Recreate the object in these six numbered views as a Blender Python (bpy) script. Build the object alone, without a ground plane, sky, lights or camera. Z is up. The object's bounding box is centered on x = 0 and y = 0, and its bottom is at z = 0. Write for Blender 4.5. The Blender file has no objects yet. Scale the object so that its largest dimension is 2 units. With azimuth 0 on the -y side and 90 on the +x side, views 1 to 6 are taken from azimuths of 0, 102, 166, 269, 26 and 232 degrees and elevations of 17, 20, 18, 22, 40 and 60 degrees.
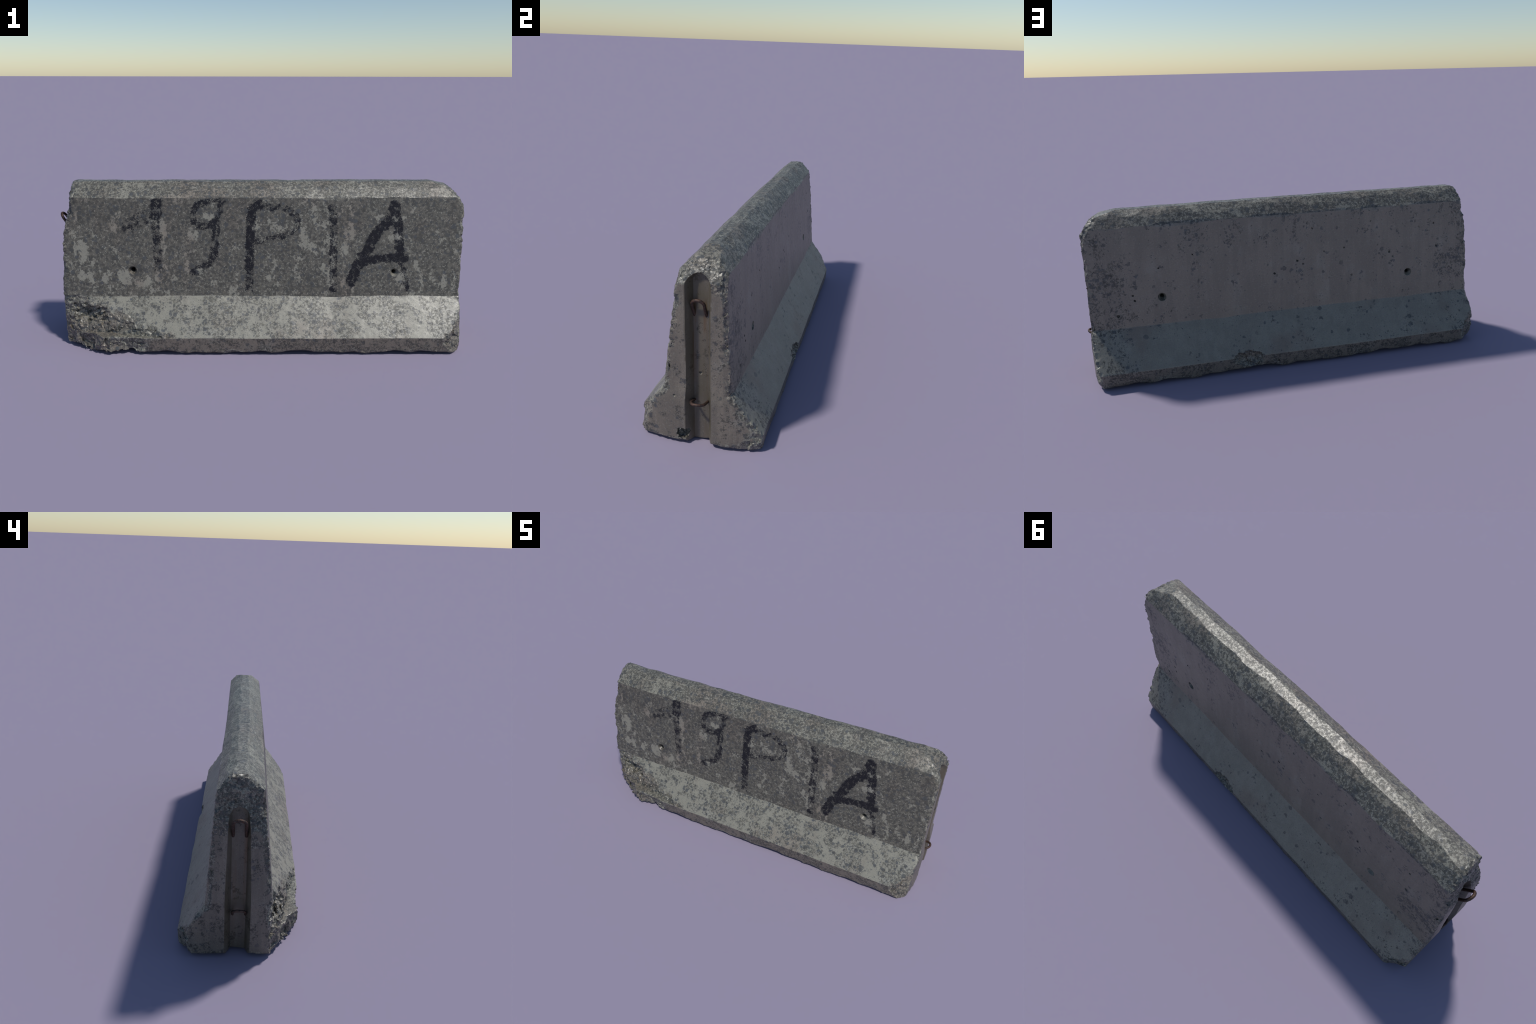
"""Weathered precast concrete road barrier: a splayed base, a tapering stem with a
rounded coping, a keyway and two rusty lifting loops in each end, a broken base
corner, anchor holes and faded hand-painted signs.

The concrete is described as a signed distance field (planes of the cast profile,
keyways, drilled holes, broken corners, spalled arrises) and meshed by dual
contouring, which keeps the arrises of the casting crisp; the faces are then handed
out to the parts they belong to."""
import bpy, math
import numpy as np

F = np.float32
RNG = np.random.RandomState(11)

# ----------------------------------------------------------------- noise fields
PERM = RNG.permutation(512).astype(np.int64)


def hash3(i, j, k, salt=0):
    return PERM[(PERM[(PERM[(i + salt) & 511] + j) & 511] + k) & 511]


def value_noise(P, freq, salt=0):
    """smooth lattice noise, about -1..1"""
    q = P * F(freq) + F(37.3 + salt * 1.7)
    b = np.floor(q)
    f = q - b
    f = f * f * (3 - 2 * f)
    b = b.astype(np.int64)
    out = np.zeros(len(P), F)
    for dx in (0, 1):
        wx = f[:, 0] if dx else 1 - f[:, 0]
        for dy in (0, 1):
            wy = f[:, 1] if dy else 1 - f[:, 1]
            for dz in (0, 1):
                wz = f[:, 2] if dz else 1 - f[:, 2]
                out += wx * wy * wz * (hash3(b[:, 0] + dx, b[:, 1] + dy, b[:, 2] + dz, salt).astype(F) * F(2 / 511) - 1)
    return out


def rubble(P, freq, salt=0):
    """broken aggregate: each Voronoi cell is one tilted facet at its own height"""
    q = P * F(freq)
    b = np.floor(q).astype(np.int64)
    best = np.full(len(P), 9, F)
    val = np.zeros(len(P), F)
    for dx in (-1, 0, 1):
        for dy in (-1, 0, 1):
            for dz in (-1, 0, 1):
                i, j, k = b[:, 0] + dx, b[:, 1] + dy, b[:, 2] + dz
                h = hash3(i, j, k, salt)
                r = [PERM[(h + s) & 511].astype(F) / F(511) for s in (3, 71, 151, 211, 307, 401, 467)]
                ox, oy, oz = q[:, 0] - (i + r[0]), q[:, 1] - (j + r[1]), q[:, 2] - (k + r[2])
                d = ox * ox + oy * oy + oz * oz
                m = d < best
                best = np.where(m, d, best)
                tilt = (r[3] - .5) * ox + (r[4] - .5) * oy + (r[5] - .5) * oz
                val = np.where(m, (r[6] - .5) * F(.5) + tilt * F(2.4), val)
    return val


def waves(x, seed, lo, hi, n=7):
    """wandering line: a sum of sines, about -1..1"""
    r = np.random.RandomState(seed)
    out = np.zeros_like(x)
    for k in range(n):
        fr = lo * (hi / lo) ** (k / (n - 1))
        out += F(r.uniform(.5, 1)) * np.sin(F(2 * math.pi * fr) * x + F(r.uniform(0, 6.28)))
    return out / F(.4 * n)


def smooth(a, b, x):
    t = np.clip((x - F(a)) / F(b - a), 0, 1)
    return t * t * (3 - 2 * t)


# ------------------------------------------------------------- the cast profile
# (y, z) of the section, front is -y
STEM = [(-.160, 0.0), (-.136, .258), (-.090, .740), (-.047, .784), (-.019, .8060), (.031, .8070),
        (.060, .790), (.102, .739), (.1445, .253), (.166, 0.0)]
BASE = [(-.258, 0.0), (-.268, .090), (-.136, .258), (.1445, .253), (.266, .078), (.262, 0.0)]
BREAK = .258


def edge_plane(p, q):
    """outward normal and offset of the section edge p -> q (the sections run clockwise)"""
    dy, dz = q[0] - p[0], q[1] - p[1]
    L = math.hypot(dy, dz)
    n = (-dz / L, dy / L)
    return n[0], n[1], n[0] * p[0] + n[1] * p[1]


STEM_PLANES = [edge_plane(STEM[i], STEM[i + 1]) for i in range(len(STEM) - 1)]
BASE_PLANES = [edge_plane(BASE[0], BASE[1]), edge_plane(BASE[1], BASE[2]), edge_plane(BASE[3], BASE[4]), edge_plane(BASE[4], BASE[5])]

def unit(v):
    v = np.array(v, float)
    return v / np.linalg.norm(v)


def through(points, out):
    """plane through three points, its normal turned towards `out`"""
    a, b, c = (np.array(p, float) for p in points)
    n = unit(np.cross(b - a, c - a))
    if n @ np.array(out) < 0:
        n = -n
    return n, float(n @ a)


# ends: the right one is nearly square with its top knocked round, the left one leans back
# where its top has broken away
def ends(*sets):
    return [through(p, out) for p, out in sets]


RIGHT_PLANES = ends(([(.983, -.2, .0), (.980, .2, .0), (.981, 0, .3)], (1, 0, 0)),
                    ([(.969, -.1, .26), (.969, .1, .26), (.972, 0, .68)], (1, 0, 0)),
                    ([(.970, -.1, .700), (.976, .1, .708), (.919, 0, .784)], (1, 0, 1)))
CROWN = through([(.916, -.05, .781), (.916, .05, .782), (.790, 0, .812)], (0, 0, 1))
LEFT_PLANES = ends(([(-.982, -.2, .0), (-.994, .2, .0), (-.990, 0, .2)], (-1, 0, 0)),
                   ([(-.985, -.1, .30), (-.992, .1, .30), (-.975, 0, .53)], (-1, 0, 0)),
                   ([(-.966, -.1, .575), (-.925, -.1, .730), (-.947, .1, .735)], (-1, 0, 0)),
                   ([(-.938, -.05, .780), (-.950, .05, .792), (-.920, 0, .808)], (-1, 0, 1)))

# broken corners: (plane, rubble height, rubble frequency, width of the crumbling margin)
CHIPS = [
    (through([(-.985, -.122, .10), (-.772, -.250, .10), (-.985, -.121, .26)], (-.4, -.9, 0)), .014, 38, (-1, .262)),
    (through([(-.90, -.138, .238), (-.50, -.250, .114), (-.58, -.250, .05)], (-.3, -.9, .2)), .014, 44, (.092, .262)),
    (through([(.980, -.163, .222), (.895, -.248, .112), (.988, -.208, .03)], (.5, -.8, 0)), .012, 36, (-1, .262)),
    (through([(.93, -.256, .0), (.975, -.17, .010), (.93, -.22, -.012)], (.5, -.3, -.8)), .010, 40, (-1, .262)),
    (through([(-.99, .212, .125), (-.915, .262, .085), (-.925, .250, .0)], (-.7, .6, -.2)), .014, 40, (-1, .262)),
    (through([(.975, .205, .10), (.945, .264, .06), (.935, .25, .0)], (.7, .6, -.3)), .012, 40, (-1, .262)),
]
# scoops: centre, radii, rubble; the first is the bite above the broken corner
SCOOPS = [((-.910, -.238, .180), (.18, .115, .075), .014), ((-.645, -.290, .02), (.05, .052, .06), .006), ((-.655, -.312, .04), (.14, .064, .09), .006),
          ((.235, .280, .070), (.085, .040, .045), .010),
          ((.150, .270, .015), (.075, .018, .030), .008), ((.962, -.060, .045), (.022, .026, .03), .006), ((.948, -.040, .792), (.042, .075, .036), .006),
          ((-.42, -.268, .0), (.07, .02, .022), .004), ((.10, -.268, .0), (.09, .02, .02), .004),
          ((-.15, -.265, .0), (.06, .02, .024), .004), ((.55, -.268, .0), (.09, .02, .018), .004), ((-.45, .27, .0), (.1, .02, .02), .004), ((.6, .27, .0), (.08, .02, .022), .004)]
HOLES = [(-.637, .388, -1), (.643, .376, -1), (.630, .389, 1), (-.645, .383, 1)]
KEY_FLOOR = {1: .930, -1: -.942}
KEY_TOP = {1: .700, -1: .645}

FLAKES = []
for _ in range(34):
    e = RNG.choice([2, 3, 4, 5, 6, 6, 7, 7])
    p0, p1, p2 = (np.array(STEM[e + k]) for k in (-1, 0, 1))
    t = unit(unit(p1 - p0) * RNG.uniform(.35, .65) + unit(p2 - p1) * .5)
    FLAKES.append((STEM[e], (-t[1], t[0]), RNG.uniform(-.9, .9), RNG.uniform(.04, .16), RNG.uniform(.001, .0045)))

# little air holes left by the casting
PITS = []
for _ in range(24):
    x, z, s = RNG.uniform(-.9, .9), RNG.uniform(.28, .72), (1 if RNG.rand() < .94 else -1)
    y = (.146 - (z - BREAK) * .093) if s > 0 else (-.135 + (z - BREAK) * .089)
    PITS.append((x, y, z, RNG.uniform(.0028, .0055)))
for _ in range(10):
    t = RNG.uniform(.1, .9)
    PITS.append((RNG.uniform(-.85, .85), .146 + .12 * t, .258 - .17 * t, RNG.uniform(.003, .005)))
PITS += [(.931, .004, .31, .0065), (.972, .075, .33, .005), (.975, -.09, .22, .005), (-.989, -.072, .36, .007), (.84, .139, .315, .0065)]


def leaning(x, y, z):
    """the stem is not quite straight: it leans back a little towards the right end"""
    return y - np.maximum(z - F(BREAK), 0) * (F(.004) + F(.024) * smooth(-.1, 1.0, x))


def field(P, detail=True, want=False):
    """signed distance to the concrete, negative inside"""
    P = np.asarray(P, F)
    x, y, z = P[:, 0], P[:, 1], P[:, 2]
    ys = leaning(x, y, z)
    if detail:
        wob = waves(x, 5, .8, 6) * F(.0014)
        low = value_noise(P, 9, 3) * F(.0011)
    else:
        wob = low = F(0)

    def planes(group, extra=None, y=y):
        ds = [F(n0) * y + F(n1) * z - F(o) for n0, n1, o in group]
        if extra is not None:
            ds = [d + e for d, e in zip(ds, extra)]
        d = ds[0]
        for e in ds[1:]:
            d = np.maximum(d, e)
        return d

    if detail:
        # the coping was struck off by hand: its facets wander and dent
        dents = np.maximum(value_noise(P * np.array((1, .3, .3), F), 13, 9), F(-.1)) * F(.0040)
        stem_extra = [0, wob * 0, dents + waves(x, 21, .8, 7) * F(.0022), dents + waves(x, 23, 1, 7) * F(.0030),
                      waves(x, 22, .7, 5) * F(.0016), dents + waves(x, 24, 1, 7) * F(.0032), dents * F(.7) + waves(x, 25, .8, 7) * F(.002), wob * 0, 0]
        base_extra = [wob, wob + waves(x, 31, .6, 3) * F(.0012), wob, wob]
        stem, base = planes(STEM_PLANES, stem_extra, ys), planes(BASE_PLANES, base_extra)
    else:
        stem, base = planes(STEM_PLANES, None, ys), planes(BASE_PLANES)
    prof = np.minimum(stem, base)
    def block(group):
        d = P @ group[0][0].astype(F) - F(group[0][1])
        for n, o in group[1:]:
            d = np.maximum(d, P @ n.astype(F) - F(o))
        return d

    right, left = block(RIGHT_PLANES), block(LEFT_PLANES)
    ay = np.abs(y - F(.01))
    right = right - (F(.010) * smooth(.235, .09, ay) - F(.008) * smooth(.14, .25, ay)) * smooth(.29, .18, z)
    left = left - F(.012) * smooth(.695, .755, z)
    crown = P @ CROWN[0].astype(F) - F(CROWN[1])
    end = np.maximum(right, left)
    prof = np.maximum(prof, crown)

    rough = np.zeros(len(P), F)
    bottom = F(.012) + F(.007) * smooth(.90, .99, x) - z
    if detail:
        # the underside is ragged along its rim
        bottom = bottom + (waves(x, 41, 1.2, 9) * F(.0085) + waves(y + x * F(.3), 43, 2, 14) * F(.004) - F(.0015))
        rim = smooth(.05, .0, z)
        # exposed aggregate: the top of both ends, the arrises of the ends, the rim
        tops = smooth(.50, .64, z - F(.10) * np.abs(y) + F(.05) * value_noise(P, 14, 5)) * smooth(-.030, -.006, left)
        topr = smooth(.66, .72, z + F(.03) * value_noise(P, 14, 6)) * smooth(-.028, -.004, right)
        arris = smooth(-.036, -.006, prof) * smooth(-.036, -.004, end)
        patchy = smooth(-.25, .35, value_noise(P, 22, 7)) * F(.75) + F(.25)
        rough = np.maximum(np.maximum(tops, topr), np.maximum(arris * patchy, rim * F(.55) * smooth(-.02, 0, np.maximum(prof, end))))
        bevel = F(.0035) + F(.0085) * smooth(-.1, .6, value_noise(P, 18, 8)) * smooth(.1, .3, z + F(.18)) + F(.004) * smooth(.6, .7, z)
    else:
        bevel = F(.004)
    d = np.maximum(np.maximum(prof, end), (prof + end) * F(.7071) + bevel)
    d = np.maximum(d, bottom)
    d = np.maximum(d, (bottom + np.maximum(prof, end)) * F(.7071) + F(.005))

    chipped = np.full(len(P), -9, F)
    for k, ((n, o), amp, freq, (zlo, zhi)) in enumerate(CHIPS):
        c = P @ n.astype(F) - F(o)
        if detail:
            m = np.abs(c) < .07
            m &= d < .05
            if m.any():
                r = rubble(P[m], freq * 1.35, 20 + k) * F(.30) + rubble(P[m], freq * .42, 60 + k) * F(.85) + value_noise(P[m], 70, 12) * F(.16)
                c[m] += r * F(amp)
        chipped = np.maximum(chipped, np.minimum(np.minimum(c, F(zhi) - z), z - F(zlo)))
    for k, (ctr, rad, amp) in enumerate(SCOOPS):
        q = (P - np.array(ctr, F)) / np.array(rad, F)
        ln = np.sqrt((q * q).sum(1)) + F(1e-6)
        c = (1 - ln) * F(min(rad))
        if detail:
            m = np.abs(c) < .04
            if m.any():
                c[m] += (rubble(P[m], 48, 80 + k) * F(.6) + rubble(P[m], 19, 90 + k) * F(.7) + value_noise(P[m], 80, 13) * F(.3)) * F(amp)
        chipped = np.maximum(chipped, c)
    broken = chipped > d
    if detail:
        m = (rough > .02) & (np.abs(d) < .05)
        if m.any():
            r = rubble(P[m], 75, 31) * F(.0034) + value_noise(P[m], 140, 14) * F(.0016) + value_noise(P[m], 60, 15) * F(.0024)
            d[m] += rough[m] * (r + F(.0022)) + arris[m] * patchy[m] * np.maximum(rubble(P[m], 34, 33) * F(.011) + F(.001), 0)
        crest = z > F(.70)
        if crest.any():
            # flakes knocked off the edges of the coping
            q = P[crest].copy()
            q[:, 1] = ys[crest]
            cut = np.full(len(q), -9, F)
            for (ey, ez), (ny, nz), xc, half, depth in FLAKES:
                dx = q[:, 0] - F(xc)
                cut = np.maximum(cut, (q[:, 1] - F(ey)) * F(ny) + (q[:, 2] - F(ez)) * F(nz) + F(depth) * (1 - (dx / F(half)) ** 2) + dx * F(depth * .12 / half))
            d[crest] = np.maximum(d[crest], cut)
        foot = smooth(-.56, -.68, x + F(.10) * (value_noise(P, 12, 52))) * smooth(-.13, -.17, y) * smooth(.22, .13, z)
        m = (foot > .02) & (np.abs(d) < .05)
        if m.any():
            d[m] += foot[m] * (rubble(P[m], 44, 34) * F(.0055) + rubble(P[m], 17, 35) * F(.009) + value_noise(P[m], 80, 36) * F(.0016) + F(.010) - F(.006) * smooth(.04, .0, z[m]))
        d = d + low
        d += value_noise(P, 60, 16) * F(.0005)
    d = np.maximum(d, chipped)

    # keyways
    key = np.full(len(P), -9, F)
    for s in (1, -1):
        into = (x - F(KEY_FLOOR[s])) * s
        r = np.sqrt((y - F(.008)) ** 2 + np.maximum(z - F(KEY_TOP[s]), 0) ** 2)
        half = F(.031) + F(.42) * into + smooth(.02, .05, into) * F(.002)
        k = np.minimum((half - r) * F(.92), into + F(.010) * smooth(.031, .018, r) * smooth(.0, .01, into + F(.02)) * 0)
        key = np.maximum(key, k)
    d = np.maximum(d, key)
    hole = np.full(len(P), -9, F)
    for hx, hz, s in HOLES:
        face = (ys * s) - (F(.144) - (z - F(BREAK)) * F(.095) - F(.008) * (s < 0))
        rad = F(.0095) + F(.010) * smooth(-.020, .001, face)
        rr = np.sqrt((x - F(hx)) ** 2 + (z - F(hz)) ** 2)
        hole = np.maximum(hole, np.minimum(rad - rr, F(.085) + face))
    for px, py, pz, pr in PITS:
        hole = np.maximum(hole, F(pr) - np.sqrt((x - F(px)) ** 2 + (y - F(py)) ** 2 + (z - F(pz)) ** 2))
    if want:
        region = {"stem": stem, "base": base, "end": end, "bottom": bottom, "key": key, "chipped": chipped, "hole": hole, "crown": crown, "rough": rough, "foot": foot if detail else rough}
        return np.maximum(d, hole), region
    return np.maximum(d, hole)


# ------------------------------------------------------------- dual contouring
H = .0045
LO = np.array((-1.03, -.30, -.03))
N = np.array((458, 134, 192))


def grid_points(idx):
    i = idx // (N[1] * N[2])
    j = (idx // N[2]) % N[1]
    k = idx % N[2]
    return (np.stack((i, j, k), 1) * H + LO).astype(F)


def contour():
    B = 4
    nb = -(-N // B)
    ci = np.stack(np.meshgrid(*[np.arange(n) for n in nb], indexing="ij"), -1).reshape(-1, 3)
    centre = ((ci * B + B / 2) * H + LO).astype(F)
    cd = field(centre, False)
    near = np.abs(cd) < B * H * .9 + .032
    G = np.empty(tuple(nb * B), F)
    G[:] = np.where(cd < 0, F(-1), F(1)).reshape(nb).repeat(B, 0).repeat(B, 1).repeat(B, 2)
    G = G[:N[0], :N[1], :N[2]].copy()
    band = near.reshape(nb).repeat(B, 0).repeat(B, 1).repeat(B, 2)[:N[0], :N[1], :N[2]]
    idx = np.flatnonzero(band)
    flat = G.reshape(-1)
    for part in np.array_split(idx, max(1, len(idx) // 400000)):
        flat[part] = field(grid_points(part))
    sign = G < 0
    ncell = N - 1
    cells = {}
    pts, cell_ids, quads_raw = [], [], []
    strides = np.array((N[1] * N[2], N[2], 1))
    for ax in range(3):
        a = [slice(None)] * 3
        b = [slice(None)] * 3
        a[ax], b[ax] = slice(0, -1), slice(1, None)
        cross = np.argwhere(sign[tuple(a)] != sign[tuple(b)])
        u, v = (ax + 1) % 3, (ax + 2) % 3
        ok = (cross[:, u] > 0) & (cross[:, v] > 0) & (cross[:, u] < N[u] - 1) & (cross[:, v] < N[v] - 1)
        cross = cross[ok]
        g0 = G[tuple(cross.T)]
        c1 = cross.copy()
        c1[:, ax] += 1
        g1 = G[tuple(c1.T)]
        t = g0 / (g0 - g1)
        p = cross * H + LO
        p[:, ax] += t * H
        pts.append(p)
        eu, ev = np.eye(3, dtype=int)[u], np.eye(3, dtype=int)[v]
        four = [cross - eu - ev, cross - ev, cross, cross - eu]
        four = np.stack([f @ strides for f in four], 1)
        cell_ids.append(four)
        quads_raw.append(np.where((g0 < 0)[:, None], four, four[:, ::-1]))
    p = np.concatenate(pts)
    four = np.concatenate(cell_ids)
    quads = np.concatenate(quads_raw)
    # surface normals at the crossings
    e = F(.0011)
    nrm = np.zeros((len(p), 3), F)
    tet = np.array(((1, -1, -1), (-1, -1, 1), (-1, 1, -1), (1, 1, 1)), F)
    for part in np.array_split(np.arange(len(p)), max(1, len(p) // 300000)):
        q = p[part].astype(F)
        acc = np.zeros((len(part), 3), F)
        for t in tet:
            acc += field(q + t * e)[:, None] * t
        nrm[part] = acc
    nrm /= np.linalg.norm(nrm, axis=1, keepdims=True) + 1e-9
    used, inv = np.unique(four, return_inverse=True)
    inv = inv.reshape(four.shape)
    nv = len(used)
    mass = np.zeros((nv, 3))
    cnt = np.zeros(nv)
    for c in range(4):
        cnt += np.bincount(inv[:, c], minlength=nv)
        for k in range(3):
            mass[:, k] += np.bincount(inv[:, c], weights=p[:, k], minlength=nv)
    mass /= cnt[:, None]
    A = np.zeros((nv, 3, 3))
    rhs = np.zeros((nv, 3))
    for c in range(4):
        off = ((p - mass[inv[:, c]]) * nrm).sum(1)
        for i in range(3):
            rhs[:, i] += np.bincount(inv[:, c], weights=nrm[:, i] * off, minlength=nv)
            for j in range(i, 3):
                w = np.bincount(inv[:, c], weights=nrm[:, i] * nrm[:, j], minlength=nv)
                A[:, i, j] += w
                if i != j:
                    A[:, j, i] += w
    A += np.eye(3) * .08
    off = np.linalg.solve(A, rhs[:, :, None])[:, :, 0]
    verts = mass + np.clip(off, -H * .7, H * .7)
    where = np.searchsorted(used, quads)
    return verts, where


VERTS, QUADS = contour()
# keep only the pieces that hang together with the main body
VERTS[:, 2] -= VERTS[:, 2].min()

# -------------------------------------------------- which part is each face of?
CENTRE = VERTS[QUADS].mean(1).astype(F)
_, R = field(CENTRE, True, True)
cx, cy, cz = CENTRE.T
stem_first = R["stem"] < R["base"]
prof = np.minimum(R["stem"], R["base"])
COPING, WALL, SLOPE, TOE, END, KEY, BROKEN, HOLE, UNDER, SPALL = range(10)
fn = np.cross(VERTS[QUADS[:, 2]] - VERTS[QUADS[:, 0]], VERTS[QUADS[:, 3]] - VERTS[QUADS[:, 1]])
fn /= np.linalg.norm(fn, axis=1, keepdims=True) + 1e-12
cys = leaning(cx, cy, cz)
edge_c = edge_plane(STEM[1], STEM[2])
edge_d = edge_plane(STEM[7], STEM[8])
wall_gap = np.maximum(edge_c[0] * cys + edge_c[1] * cz - edge_c[2], edge_d[0] * cys + edge_d[1] * cz - edge_d[2])
toe_a, toe_b = BASE_PLANES[0], BASE_PLANES[3]
toe_gap = np.maximum(toe_a[0] * cy + toe_a[1] * cz - toe_a[2], toe_b[0] * cy + toe_b[1] * cz - toe_b[2])
slope_gap = np.maximum(BASE_PLANES[1][0] * cy + BASE_PLANES[1][1] * cz - BASE_PLANES[1][2], BASE_PLANES[2][0] * cy + BASE_PLANES[2][1] * cz - BASE_PLANES[2][2])
stem_top = np.max([n0 * cys + n1 * cz - o for n0, n1, o in STEM_PLANES[2:7]], axis=0)
label = np.where(stem_first, np.where((wall_gap > stem_top) | (cz < .70), WALL, COPING), np.where(toe_gap > slope_gap, TOE, SLOPE))
label = np.where(R["crown"] > prof, COPING, label)
prof = np.maximum(prof, R["crown"])
label = np.where((R["end"] > prof) & (np.abs(fn[:, 0]) > .25), END, label)
label = np.where((R["end"] > prof) & (np.abs(fn[:, 0]) <= .25) & (R["end"] > prof + .006), END, label)
label = np.where((label == END) & (R["rough"] + .14 * value_noise(CENTRE, 55, 51) > .24), SPALL, label)
label = np.where((R["bottom"] > np.maximum(prof, R["end"])) | ((fn[:, 2] < -.6) & (cz < .06)), UNDER, label)
label = np.where((R["chipped"] > -.004) | ((R["foot"] > .35) & (label != UNDER) & (label != WALL)), BROKEN, label)
label = np.where(R["key"] > -.002, KEY, label)
label = np.where(R["hole"] > -.0012, HOLE, label)
side = np.where(cy < 0, 0, 1)
endside = np.where(cx < 0, 0, 1)

# ------------------------------------------------------------------- materials


class Nodes:
    def __init__(self, mat):
        self.t = mat.node_tree
        self.t.nodes.clear()

    def add(self, kind, **kw):
        n = self.t.nodes.new(kind)
        for k, v in kw.items():
            setattr(n, k, v)
        return n

    def put(self, sock, v):
        if isinstance(v, bpy.types.NodeSocket):
            self.t.links.new(v, sock)
        elif v is not None:
            sock.default_value = v

    def math(self, op, a, b=None, c=None, clamp=False):
        n = self.add("ShaderNodeMath", operation=op, use_clamp=clamp)
        for s, v in zip(n.inputs, (a, b, c)):
            self.put(s, v)
        return n.outputs[0]

    def vec(self, op, a, b=None, scale=None, out=0):
        n = self.add("ShaderNodeVectorMath", operation=op)
        self.put(n.inputs[0], a)
        if b is not None:
            self.put(n.inputs[1], b)
        if scale is not None:
            self.put(n.inputs["Scale"], scale)
        return n.outputs["Value" if out else 0]

    def noise(self, vec, scale, detail=2.0, rough=.5, dist=0.0, colour=False):
        n = self.add("ShaderNodeTexNoise")
        self.put(n.inputs["Vector"], vec)
        n.inputs["Scale"].default_value = scale
        n.inputs["Detail"].default_value = detail
        n.inputs["Roughness"].default_value = rough
        n.inputs["Distortion"].default_value = dist
        return n.outputs["Color" if colour else "Fac"]

    def voronoi(self, vec, scale, feature="F1"):
        n = self.add("ShaderNodeTexVoronoi", feature=feature)
        self.put(n.inputs["Vector"], vec)
        n.inputs["Scale"].default_value = scale
        return n

    def step(self, v, a, b, lo=0.0, hi=1.0):
        n = self.add("ShaderNodeMapRange", interpolation_type="SMOOTHSTEP")
        self.put(n.inputs["Value"], v)
        for name, val in (("From Min", a), ("From Max", b), ("To Min", lo), ("To Max", hi)):
            self.put(n.inputs[name], val)
        return n.outputs[0]

    def mix(self, fac, a, b):
        n = self.add("ShaderNodeMix", data_type="RGBA")
        self.put(n.inputs[0], fac)
        self.put(n.inputs[6], a if isinstance(a, bpy.types.NodeSocket) else (*a, 1))
        self.put(n.inputs[7], b if isinstance(b, bpy.types.NodeSocket) else (*b, 1))
        return n.outputs[2]


LIGHT, WARM, PALE = (.250, .240, .192), (.215, .182, .142), (.290, .283, .242)  # LIGHT and PALE have blue taken out, tinting yellow sunlight into the cement
DARK, MID, SPOT = (.050, .048, .042), (.118, .109, .090), (.072, .078, .082)
PAINT = (.011, .011, .015)


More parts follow.
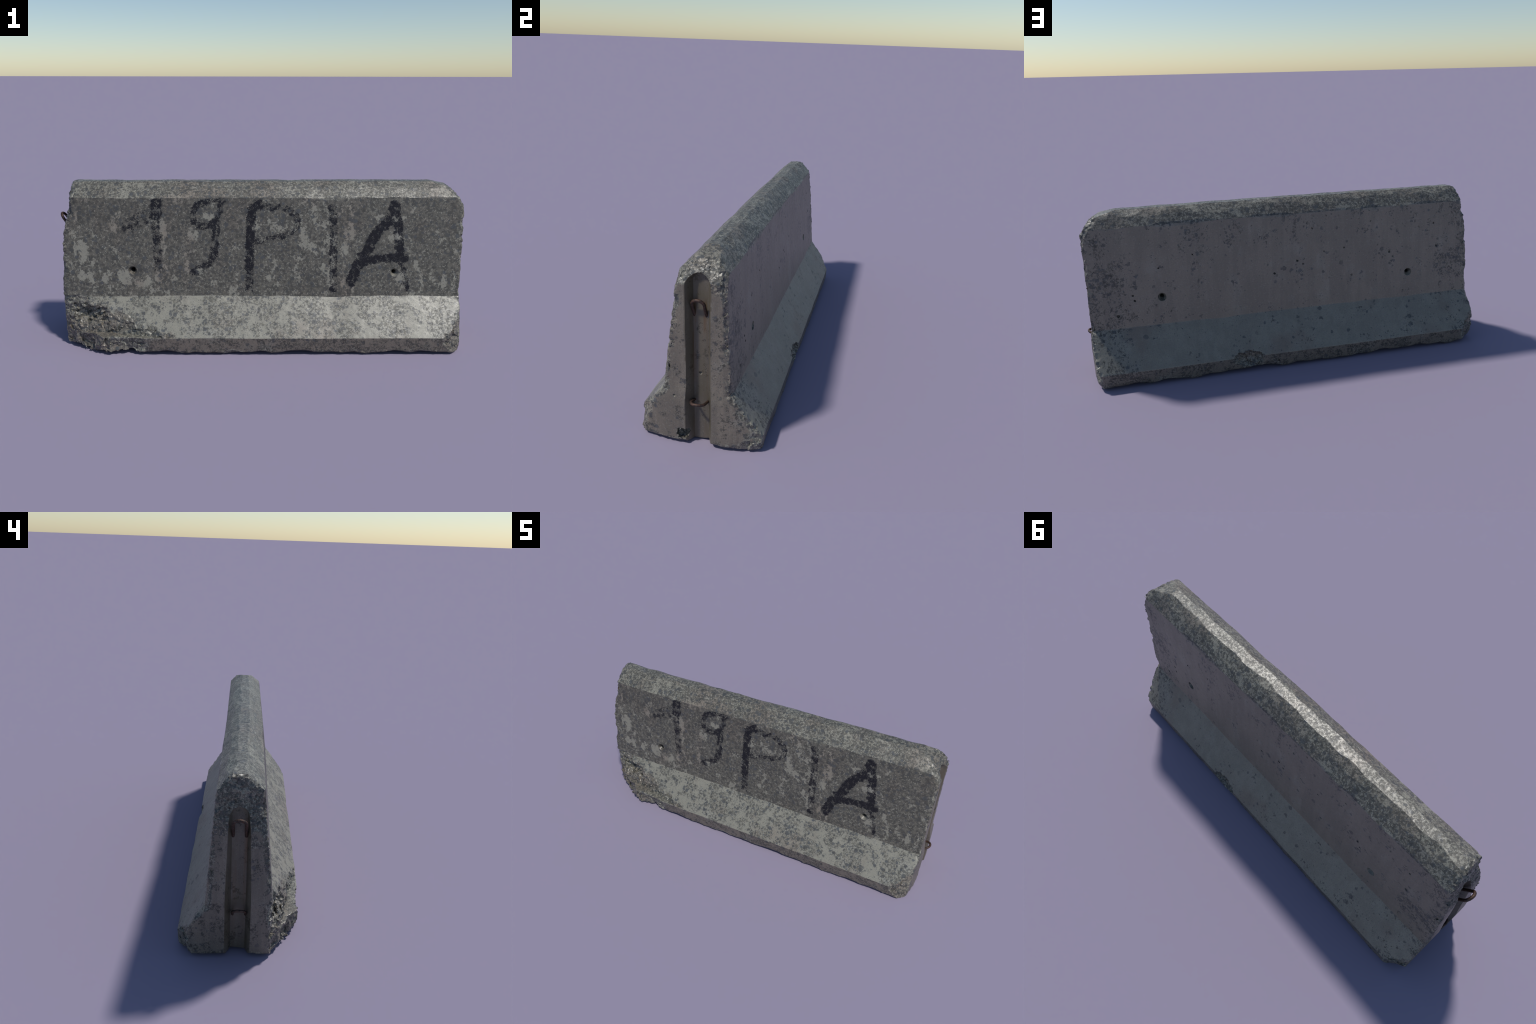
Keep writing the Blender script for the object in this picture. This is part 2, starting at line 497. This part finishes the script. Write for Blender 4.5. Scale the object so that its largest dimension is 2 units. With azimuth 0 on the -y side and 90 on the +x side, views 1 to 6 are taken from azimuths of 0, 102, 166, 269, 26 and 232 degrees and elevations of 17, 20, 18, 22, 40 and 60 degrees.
def concrete(name, cover=.5, spots=.5, warm=.4, ends=0.0, streak=1.0, speckle=.5, tone=1.0, strokes=None, rust=False, rough_faces=0.0, lace_gain=.75, lace_bias=.05, dense=.30, pale=1.0, strength=.90, runs=0.0, bare=()):
    """cement skin with lichen: clumps made of dark round thalli, bare patches, fine grain"""
    mat = bpy.data.materials.new(name)
    mat.use_nodes = True
    N_ = Nodes(mat)
    co = N_.add("ShaderNodeTexCoord").outputs["Object"]
    sep = N_.add("ShaderNodeSeparateXYZ")
    N_.put(sep.inputs[0], co)
    X, Y, Z = sep.outputs
    run = N_.vec("MULTIPLY", co, (1, 1, streak))
    # cement
    tint = N_.noise(run, 4.5, 3)
    c = N_.mix(N_.step(tint, .62 - warm * .5, .80 - warm * .5), LIGHT, WARM)
    c = N_.mix(N_.step(N_.noise(run, 13, 3), .56, .72, 0, .7 * pale), c, PALE)
    if runs:
        # rain has drawn faint vertical streaks and soft clouds over the skin
        drawn = N_.noise(N_.vec("MULTIPLY", co, (1, 1, .07)), 26, 3, .6)
        cloud = N_.noise(co, 6, 3, .55)
        c = N_.mix(N_.step(N_.math("ADD", N_.math("MULTIPLY", drawn, .6), N_.math("MULTIPLY", cloud, .4)), .42, .60, runs, 0), c, (.115, .100, .080))
    grain = N_.noise(co, 330, 2, .6)
    c = N_.mix(N_.step(grain, .30, .46, .42, 0), c, (.13, .125, .11))
    c = N_.mix(N_.step(N_.noise(co, 140, 2, .6), .54, .70, 0, .35), c, PALE)
    # lichen colonies: a density field with lobed outlines ...
    wobble = N_.vec("SCALE", N_.vec("SUBTRACT", N_.noise(co, 42, 3, .6, colour=True), (.5, .5, .5)), scale=.034)
    lobed = N_.vec("ADD", run, wobble)
    big = N_.noise(lobed, 7.5, 2, .5)
    mid = N_.noise(lobed, 26, 2, .55)
    dens = N_.math("ADD", N_.math("MULTIPLY", big, .42), N_.math("MULTIPLY", mid, .58))
    if ends:
        near = N_.step(N_.math("ABSOLUTE", X), .60, .98)
        high = N_.step(Z, .50, .78)
        dens = N_.math("ADD", dens, N_.math("MULTIPLY", N_.math("MAXIMUM", near, N_.math("MULTIPLY", high, .5)), ends))
    D = N_.math("MULTIPLY", N_.math("SUBTRACT", dens, .5 + (.5 - cover) * .36), 9.0)
    for bx, bz, rx, rz, amt in bare:
        q = N_.vec("MULTIPLY", N_.vec("SUBTRACT", N_.vec("ADD", co, N_.vec("SCALE", wobble, scale=2.2)), (bx, 0, bz)), (1 / rx, 0, 1 / rz))
        D = N_.math("SUBTRACT", D, N_.step(N_.vec("LENGTH", q, out=1), .45, 1.15, amt, 0))
    D = N_.math("MINIMUM", N_.math("MAXIMUM", D, -1.2), dense)
    # ... filled with a lace of fine dark growth
    fine = N_.math("ADD", N_.math("MULTIPLY", N_.noise(co, 95, 3, .65), .62), N_.math("MULTIPLY", N_.noise(co, 250, 2, .6), .38))
    lace = N_.math("ADD", N_.math("MULTIPLY", N_.math("SUBTRACT", fine, .5), 3.6), N_.math("MULTIPLY", D, lace_gain))
    lace = N_.step(lace, -.10 + lace_bias, .30 + lace_bias)
    growth = N_.mix(N_.step(N_.noise(co, 55, 3, .6), .40, .62), DARK, MID)
    clump = N_.step(D, -.25, .25)
    c2 = N_.mix(N_.math("MULTIPLY", lace, strength), c, growth)
    # single round thalli, thick in the colonies, stray ones elsewhere
    for sc, w in ((40, 1.0), (62, 1.0), (105, .85), (170, .7)):
        jig = N_.vec("ADD", co, N_.vec("SCALE", N_.vec("SUBTRACT", N_.noise(co, 110, 2, .5, colour=True), (.5, .5, .5)), scale=.55 / sc))
        v = N_.voronoi(jig, sc)
        pick = N_.add("ShaderNodeSeparateColor")
        N_.put(pick.inputs[0], v.outputs["Color"])
        size = N_.step(pick.outputs[0], 0, 1, .20, .48)
        disc = N_.step(N_.math("SUBTRACT", v.outputs["Distance"], size), -.06, .05, 1, 0)
        chance = N_.step(D, -.9, .4, .03 * spots, .60 * spots)
        take = N_.step(N_.math("SUBTRACT", chance, pick.outputs[1]), -.02, .02)
        m = N_.math("MULTIPLY", N_.math("MULTIPLY", disc, take), N_.step(fine, .40, .56, w, .70 * w))
        c2 = N_.mix(m, c2, N_.mix(pick.outputs[2], SPOT, DARK))
    # pepper
    c2 = N_.mix(N_.step(N_.noise(co, 230, 3, .7), .52, .62, 0, .8 * speckle), c2, (.070, .073, .073))
    gloss = N_.step(lace, 0, 1, .75, .42)
    if strokes:
        flat = N_.vec("MULTIPLY", co, (1, 0, 1))
        flat = N_.vec("ADD", flat, N_.vec("MULTIPLY", N_.vec("SUBTRACT", N_.noise(co, 60, 3, .6, colour=True), (.5, .5, .5)), (.020, 0, .020)))
        worn = N_.math("ADD", N_.math("MULTIPLY", N_.math("SUBTRACT", N_.noise(co, 230, 3, .7), .5), 2.2), N_.math("MULTIPLY", N_.math("SUBTRACT", N_.noise(co, 42, 3, .6), .5), 2.0))
        pm = None
        for lines, half, strength in strokes:
            dist = None
            for line in lines:
                for (ax, az), (bx, bz) in zip(line[:-1], line[1:]):
                    bax, baz = bx - ax, bz - az
                    pa = N_.vec("SUBTRACT", flat, (ax, 0, az))
                    h = N_.math("MULTIPLY", N_.vec("DOT_PRODUCT", pa, (bax, 0, baz), out=1), 1 / (bax * bax + baz * baz), clamp=True)
                    dd = N_.vec("LENGTH", N_.vec("SUBTRACT", pa, N_.vec("SCALE", (bax, 0, baz), scale=h)), out=1)
                    dist = dd if dist is None else N_.math("MINIMUM", dist, dd)
            edge = N_.math("ADD", N_.math("MULTIPLY", N_.step(dist, half - .012, half + .012), 1.2), worn)
            one = N_.step(edge, -.07 + strength, .09 + strength, 1, 0)
            pm = one if pm is None else N_.math("MAXIMUM", pm, one)
        pm = N_.math("MULTIPLY", pm, N_.step(D, -.75, -.2, .0, 1))
        c2 = N_.mix(N_.math("MULTIPLY", pm, .97), c2, PAINT)
        gloss = N_.math("MULTIPLY", gloss, N_.step(pm, 0, 1, 1, .5))
    if rust:
        yy = N_.math("ABSOLUTE", N_.math("SUBTRACT", Y, .003))
        line = N_.step(N_.math("ABSOLUTE", N_.math("SUBTRACT", yy, .022)), .002, .014, 1, 0)
        fall = N_.step(Z, .15, .62, .25, 1)
        below = N_.step(Z, .60, .64, 1, 0)
        rs = N_.math("MULTIPLY", N_.math("MULTIPLY", line, fall), N_.math("MULTIPLY", below, N_.step(N_.noise(N_.vec("MULTIPLY", co, (1, 1, .08)), 60, 3), .40, .60, 0, .85)))
        c2 = N_.mix(N_.step(N_.noise(N_.vec("MULTIPLY", co, (1, 1, .2)), 22, 3), .40, .62, .15, .65), c2, (.120, .100, .060))
        c2 = N_.mix(rs, c2, (.150, .085, .035))
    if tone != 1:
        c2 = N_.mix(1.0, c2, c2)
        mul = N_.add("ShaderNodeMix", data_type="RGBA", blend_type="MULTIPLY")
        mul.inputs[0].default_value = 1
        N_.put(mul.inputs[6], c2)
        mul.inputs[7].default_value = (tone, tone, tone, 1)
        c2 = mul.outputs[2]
    bsdf = N_.add("ShaderNodeBsdfPrincipled")
    out = N_.add("ShaderNodeOutputMaterial")
    N_.put(bsdf.inputs["Base Color"], c2)
    N_.put(bsdf.inputs["Roughness"], N_.step(fine, .3, .7, .40, .52))
    N_.put(bsdf.inputs["Specular IOR Level"], gloss)
    bump = N_.add("ShaderNodeBump")
    bump.inputs["Strength"].default_value = .22 + rough_faces * .4
    bump.inputs["Distance"].default_value = .002
    N_.put(bump.inputs["Height"], N_.math("ADD", fine, N_.math("MULTIPLY", clump, .15)))
    N_.put(bsdf.inputs["Normal"], bump.outputs[0])
    N_.t.links.new(bsdf.outputs[0], out.inputs[0])
    return mat


# hand-painted signs on the front wall: polylines in (x, z) and half widths
SIGNS = [
    [([[(-.505, .735), (-.520, .69), (-.520, .655)]], .028, .14), ([[(-.520, .66), (-.515, .54), (-.512, .395)]], .026, -.02),
     ([[(-.520, .67), (-.585, .640), (-.650, .600)]], .042, -.10)],
    [([[(-.195, .730), (-.235, .735), (-.275, .722), (-.322, .702), (-.342, .655), (-.330, .615), (-.290, .600), (-.240, .622), (-.215, .66), (-.205, .728)]], .021, .10),
     ([[(-.228, .600), (-.232, .55), (-.238, .47), (-.275, .415), (-.340, .382)]], .024, .09)],
    [([[(-.020, .712), (-.055, .685), (-.064, .585), (-.066, .457), (-.070, .400)]], .026, .22), ([[(-.067, .42), (-.068, .293)]], .024, .08),
     ([[(-.045, .700), (.02, .698), (.115, .690), (.160, .655), (.165, .612), (.138, .575), (.075, .552), (-.03, .530)]], .022, -.02)],
    [([[(.330, .690), (.340, .61), (.340, .50), (.342, .40), (.347, .295)]], .026, .04)],
    [([[(.632, .700), (.622, .645), (.546, .570), (.508, .49), (.458, .405), (.432, .335)]], .031, .28), ([[(.634, .700), (.655, .60), (.658, .52), (.668, .45)]], .026, .26),
     ([[(.488, .424), (.558, .448), (.621, .448), (.692, .446)]], .023, .38), ([[(.672, .45), (.690, .38), (.704, .30)]], .022, .04)],
]


def segments(sign):
    return [(a, b, half) for lines, half, _ in sign for line in lines for a, b in zip(line[:-1], line[1:])]


WALL_LOOK = dict(cover=.735, spots=.50, warm=.28, streak=.65, speckle=.5, lace_bias=-.06, lace_gain=1.0, dense=.30, tone=.95,
                 bare=[(-.80, .36, .15, .04, .7), (-.84, .53, .06, .09, .4), (-.66, .50, .04, .05, .5), (-.60, .34, .09, .04, .6), (-.70, .66, .05, .04, .4),
                       (-.47, .60, .025, .08, .5), (-.27, .655, .045, .022, 1.0), (-.205, .60, .03, .03, .7), (.66, .34, .04, .035, .6), (.24, .48, .03, .07, .4),
                       (.575, .49, .03, .03, .5), (.60, .68, .02, .03, .5)])
MATS = {
    ("coping", 0): concrete("coping_concrete", cover=.66, spots=.70, warm=.3, speckle=.9, lace_gain=.30, lace_bias=-.10, tone=.93),
    ("wall_face", 0): concrete("lichen_wall_concrete", **WALL_LOOK),
    ("wall_face", 1): concrete("clean_wall_concrete", cover=.14, spots=.65, warm=.9, streak=.7, ends=.15, runs=.32, speckle=.35, lace_gain=.6, lace_bias=.16, pale=.4, tone=.97),
    ("base_slope", 0): concrete("spotted_slope_concrete", cover=.54, spots=.95, warm=.15, speckle=.6, lace_gain=.65, lace_bias=.10, tone=.90, strength=.72),
    ("base_slope", 1): concrete("clean_slope_concrete", cover=.14, spots=.7, warm=.2, ends=.12, runs=.25, speckle=.45, lace_gain=.6, lace_bias=.18, pale=.4, tone=.84),
    ("base_toe", 0): concrete("toe_concrete", cover=.55, spots=.5, warm=.8, speckle=.8, tone=.76, lace_gain=.45, lace_bias=.0),
    ("end_face", 0): concrete("end_concrete", cover=.36, spots=.45, warm=.8, speckle=.6, rough_faces=.3, lace_gain=.6, lace_bias=.08, tone=.80, pale=.5, runs=.6),
    ("spalled_edge", 0): concrete("spalled_concrete", cover=.68, spots=1.0, warm=.4, speckle=1.0, rough_faces=.5, lace_gain=.4, lace_bias=-.08, tone=.92),
    ("keyway", 0): concrete("keyway_concrete", cover=.30, spots=.15, warm=.95, speckle=.5, rust=True, tone=.66, pale=.3, runs=.6),  # tone darkened partly to paint the recess's occlusion shade into the colour
    ("broken_corner", 0): concrete("broken_concrete", cover=.60, spots=.6, warm=.45, speckle=.9, rough_faces=.5, lace_gain=.3, lace_bias=-.03, tone=.95),
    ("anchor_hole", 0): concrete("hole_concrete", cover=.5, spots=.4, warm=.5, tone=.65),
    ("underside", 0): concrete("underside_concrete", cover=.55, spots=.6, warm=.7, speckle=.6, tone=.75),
}

# ------------------------------------------------------------------ build parts
root = bpy.data.objects.new("concrete_barrier", None)
bpy.context.collection.objects.link(root)
root["label"] = "weathered grey concrete road barrier with faded black painted letters"
root["category"] = "concrete barrier"


def raw_mesh(name, verts, quads):
    me = bpy.data.meshes.new(name)
    me.vertices.add(len(verts))
    me.vertices.foreach_set("co", np.ascontiguousarray(verts, dtype=F).ravel())
    me.loops.add(quads.size)
    me.loops.foreach_set("vertex_index", np.ascontiguousarray(quads, dtype=np.int32).ravel())
    me.polygons.add(len(quads))
    me.polygons.foreach_set("loop_start", np.arange(0, quads.size, 4, dtype=np.int32))
    me.polygons.foreach_set("use_smooth", np.ones(len(quads), bool))
    me.update(calc_edges=True)
    return me


whole = raw_mesh("whole_body", VERTS, QUADS)
whole.set_sharp_from_angle(angle=math.radians(24))
NORMALS = np.empty(len(whole.loops) * 3, F)
whole.corner_normals.foreach_get("vector", NORMALS)
NORMALS = NORMALS.reshape(-1, 4, 3)
bpy.data.meshes.remove(whole)


def take_part(name, mask, mat):
    f = np.flatnonzero(mask)
    if len(f) == 0:
        return None
    used, inv = np.unique(QUADS[f], return_inverse=True)
    me = raw_mesh(name, VERTS[used], inv.reshape(-1, 4))
    me.normals_split_custom_set(NORMALS[f].reshape(-1, 3).tolist())
    me.materials.append(mat)
    ob = bpy.data.objects.new(name, me)
    bpy.context.collection.objects.link(ob)
    ob.parent = root
    return ob


def mat_of(kind, s=0):
    return MATS.get((kind, s), MATS[(kind, 0)])


# the painted signs take their faces out of the front wall
front_wall = (label == WALL) & (side == 0)
taken = np.zeros(len(label), bool)
for sign in SIGNS:
    segs = segments(sign)
    near = np.zeros(len(label), bool)
    for (ax, az), (bx, bz), half in segs:
        bax, baz = bx - ax, bz - az
        t = np.clip(((cx - ax) * bax + (cz - az) * baz) / (bax * bax + baz * baz), 0, 1)
        near |= np.hypot(cx - ax - t * bax, cz - az - t * baz) < half + .030
    near &= front_wall & ~taken
    taken |= near
    take_part("painted_letter", near, concrete("painted_wall_concrete", strokes=sign, **WALL_LOOK))
take_part("wall_face", front_wall & ~taken, mat_of("wall_face", 0))
take_part("wall_face", (label == WALL) & (side == 1), mat_of("wall_face", 1))
take_part("coping", label == COPING, mat_of("coping"))
for s in (0, 1):
    take_part("base_slope", (label == SLOPE) & (side == s), mat_of("base_slope", s))
    take_part("base_toe", (label == TOE) & (side == s), mat_of("base_toe"))
    take_part("end_face", (label == END) & (endside == s), mat_of("end_face"))
    take_part("spalled_edge", (label == SPALL) & (endside == s), mat_of("spalled_edge"))
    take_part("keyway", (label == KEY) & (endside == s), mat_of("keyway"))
corner = np.where(cx < 0, 0, 1) * 2 + side
for q in range(4):
    take_part("broken_corner", (label == BROKEN) & (corner == q), mat_of("broken_corner"))
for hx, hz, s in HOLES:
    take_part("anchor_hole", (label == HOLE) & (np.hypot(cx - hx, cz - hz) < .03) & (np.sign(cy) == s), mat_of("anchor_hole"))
holes = np.zeros(len(label), bool)
for hx, hz, s in HOLES:
    holes |= (np.hypot(cx - hx, cz - hz) < .03) & (np.sign(cy) == s)
pits = take_part("air_holes", (label == HOLE) & ~holes, mat_of("anchor_hole"))
if pits:
    pits["kind"] = "stuff"
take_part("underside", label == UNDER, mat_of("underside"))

# ---------------------------------------------------------------- lifting loops
rust = bpy.data.materials.new("rusty_steel")
rust.use_nodes = True
K = Nodes(rust)
co = K.add("ShaderNodeTexCoord").outputs["Object"]
b = K.add("ShaderNodeBsdfPrincipled")
o = K.add("ShaderNodeOutputMaterial")
col = K.mix(K.step(K.noise(co, 130, 3, .6), .38, .62), (.030, .019, .016), (.085, .044, .030))
col = K.mix(K.step(K.noise(co, 60, 2), .55, .75, 0, .6), col, (.060, .052, .050))
K.put(b.inputs["Base Color"], col)
b.inputs["Roughness"].default_value = .6
b.inputs["Metallic"].default_value = .25
bp = K.add("ShaderNodeBump")
bp.inputs["Distance"].default_value = .001
bp.inputs["Strength"].default_value = .5
K.put(bp.inputs["Height"], K.noise(co, 260, 3, .6))
K.put(b.inputs["Normal"], bp.outputs[0])
K.t.links.new(b.outputs[0], o.inputs[0])


def tube(name, path, radius, sides=12):
    """a bent bar: a round section carried along a path"""
    path = [np.array(p, float) for p in path]
    vs, fs = [], []
    ref = np.array((0, 0, 1.0))
    for i, p in enumerate(path):
        t = unit(path[min(i + 1, len(path) - 1)] - path[max(i - 1, 0)])
        u = ref - t * (ref @ t)
        if np.linalg.norm(u) < .15:
            u = np.array((1.0, 0, 0)) - t * t[0]
        u = unit(u)
        ref = u
        v = np.cross(t, u)
        for k in range(sides):
            a = 2 * math.pi * k / sides
            r = radius * (1 + .05 * math.sin(3 * i + k))
            vs.append(p + r * (math.cos(a) * u + math.sin(a) * v))
    for i in range(len(path) - 1):
        for k in range(sides):
            k2 = (k + 1) % sides
            fs.append((i * sides + k, i * sides + k2, (i + 1) * sides + k2, (i + 1) * sides + k))
    fs.append(tuple(range(sides))[::-1])
    fs.append(tuple((len(path) - 1) * sides + k for k in range(sides)))
    me = bpy.data.meshes.new(name)
    me.from_pydata([tuple(v) for v in vs], [], fs)
    me.polygons.foreach_set("use_smooth", np.ones(len(me.polygons), bool))
    me.update()
    me.materials.append(rust)
    ob = bpy.data.objects.new(name, me)
    bpy.context.collection.objects.link(ob)
    ob.parent = root
    return ob


def loop(foot_x, foot_z, tip_x, tip_z, half, y0, radius, skew=0.0):
    """a hairpin standing out of the keyway floor: two legs joined by a round bow"""
    foot, tip = np.array((foot_x, foot_z)), np.array((tip_x, tip_z))
    ax = (tip - foot) / np.linalg.norm(tip - foot)
    L = np.linalg.norm(tip - foot)
    straight = max(L - half, L * .25)
    pts = []
    for s in np.linspace(-.03, straight, 5)[:-1]:
        pts.append((s, -half))
    for a in np.linspace(-90, 90, 17):
        pts.append((straight + (L - straight) * math.cos(math.radians(a)), half * math.sin(math.radians(a))))
    for s in np.linspace(-.03, straight, 5)[:-1][::-1]:
        pts.append((s, half))
    path = [(foot[0] + ax[0] * s, y0 + w + skew * s, foot[1] + ax[1] * s) for s, w in pts]
    return tube("lifting_loop", path, radius)


loop(.926, .560, .963, .636, .024, .004, .0062)
loop(.922, .184, .9945, .206, .028, .006, .0058)
loop(-.942, .556, -.996, .645, .026, .008, .0064)
loop(-.938, .180, -.986, .230, .027, .004, .0055)
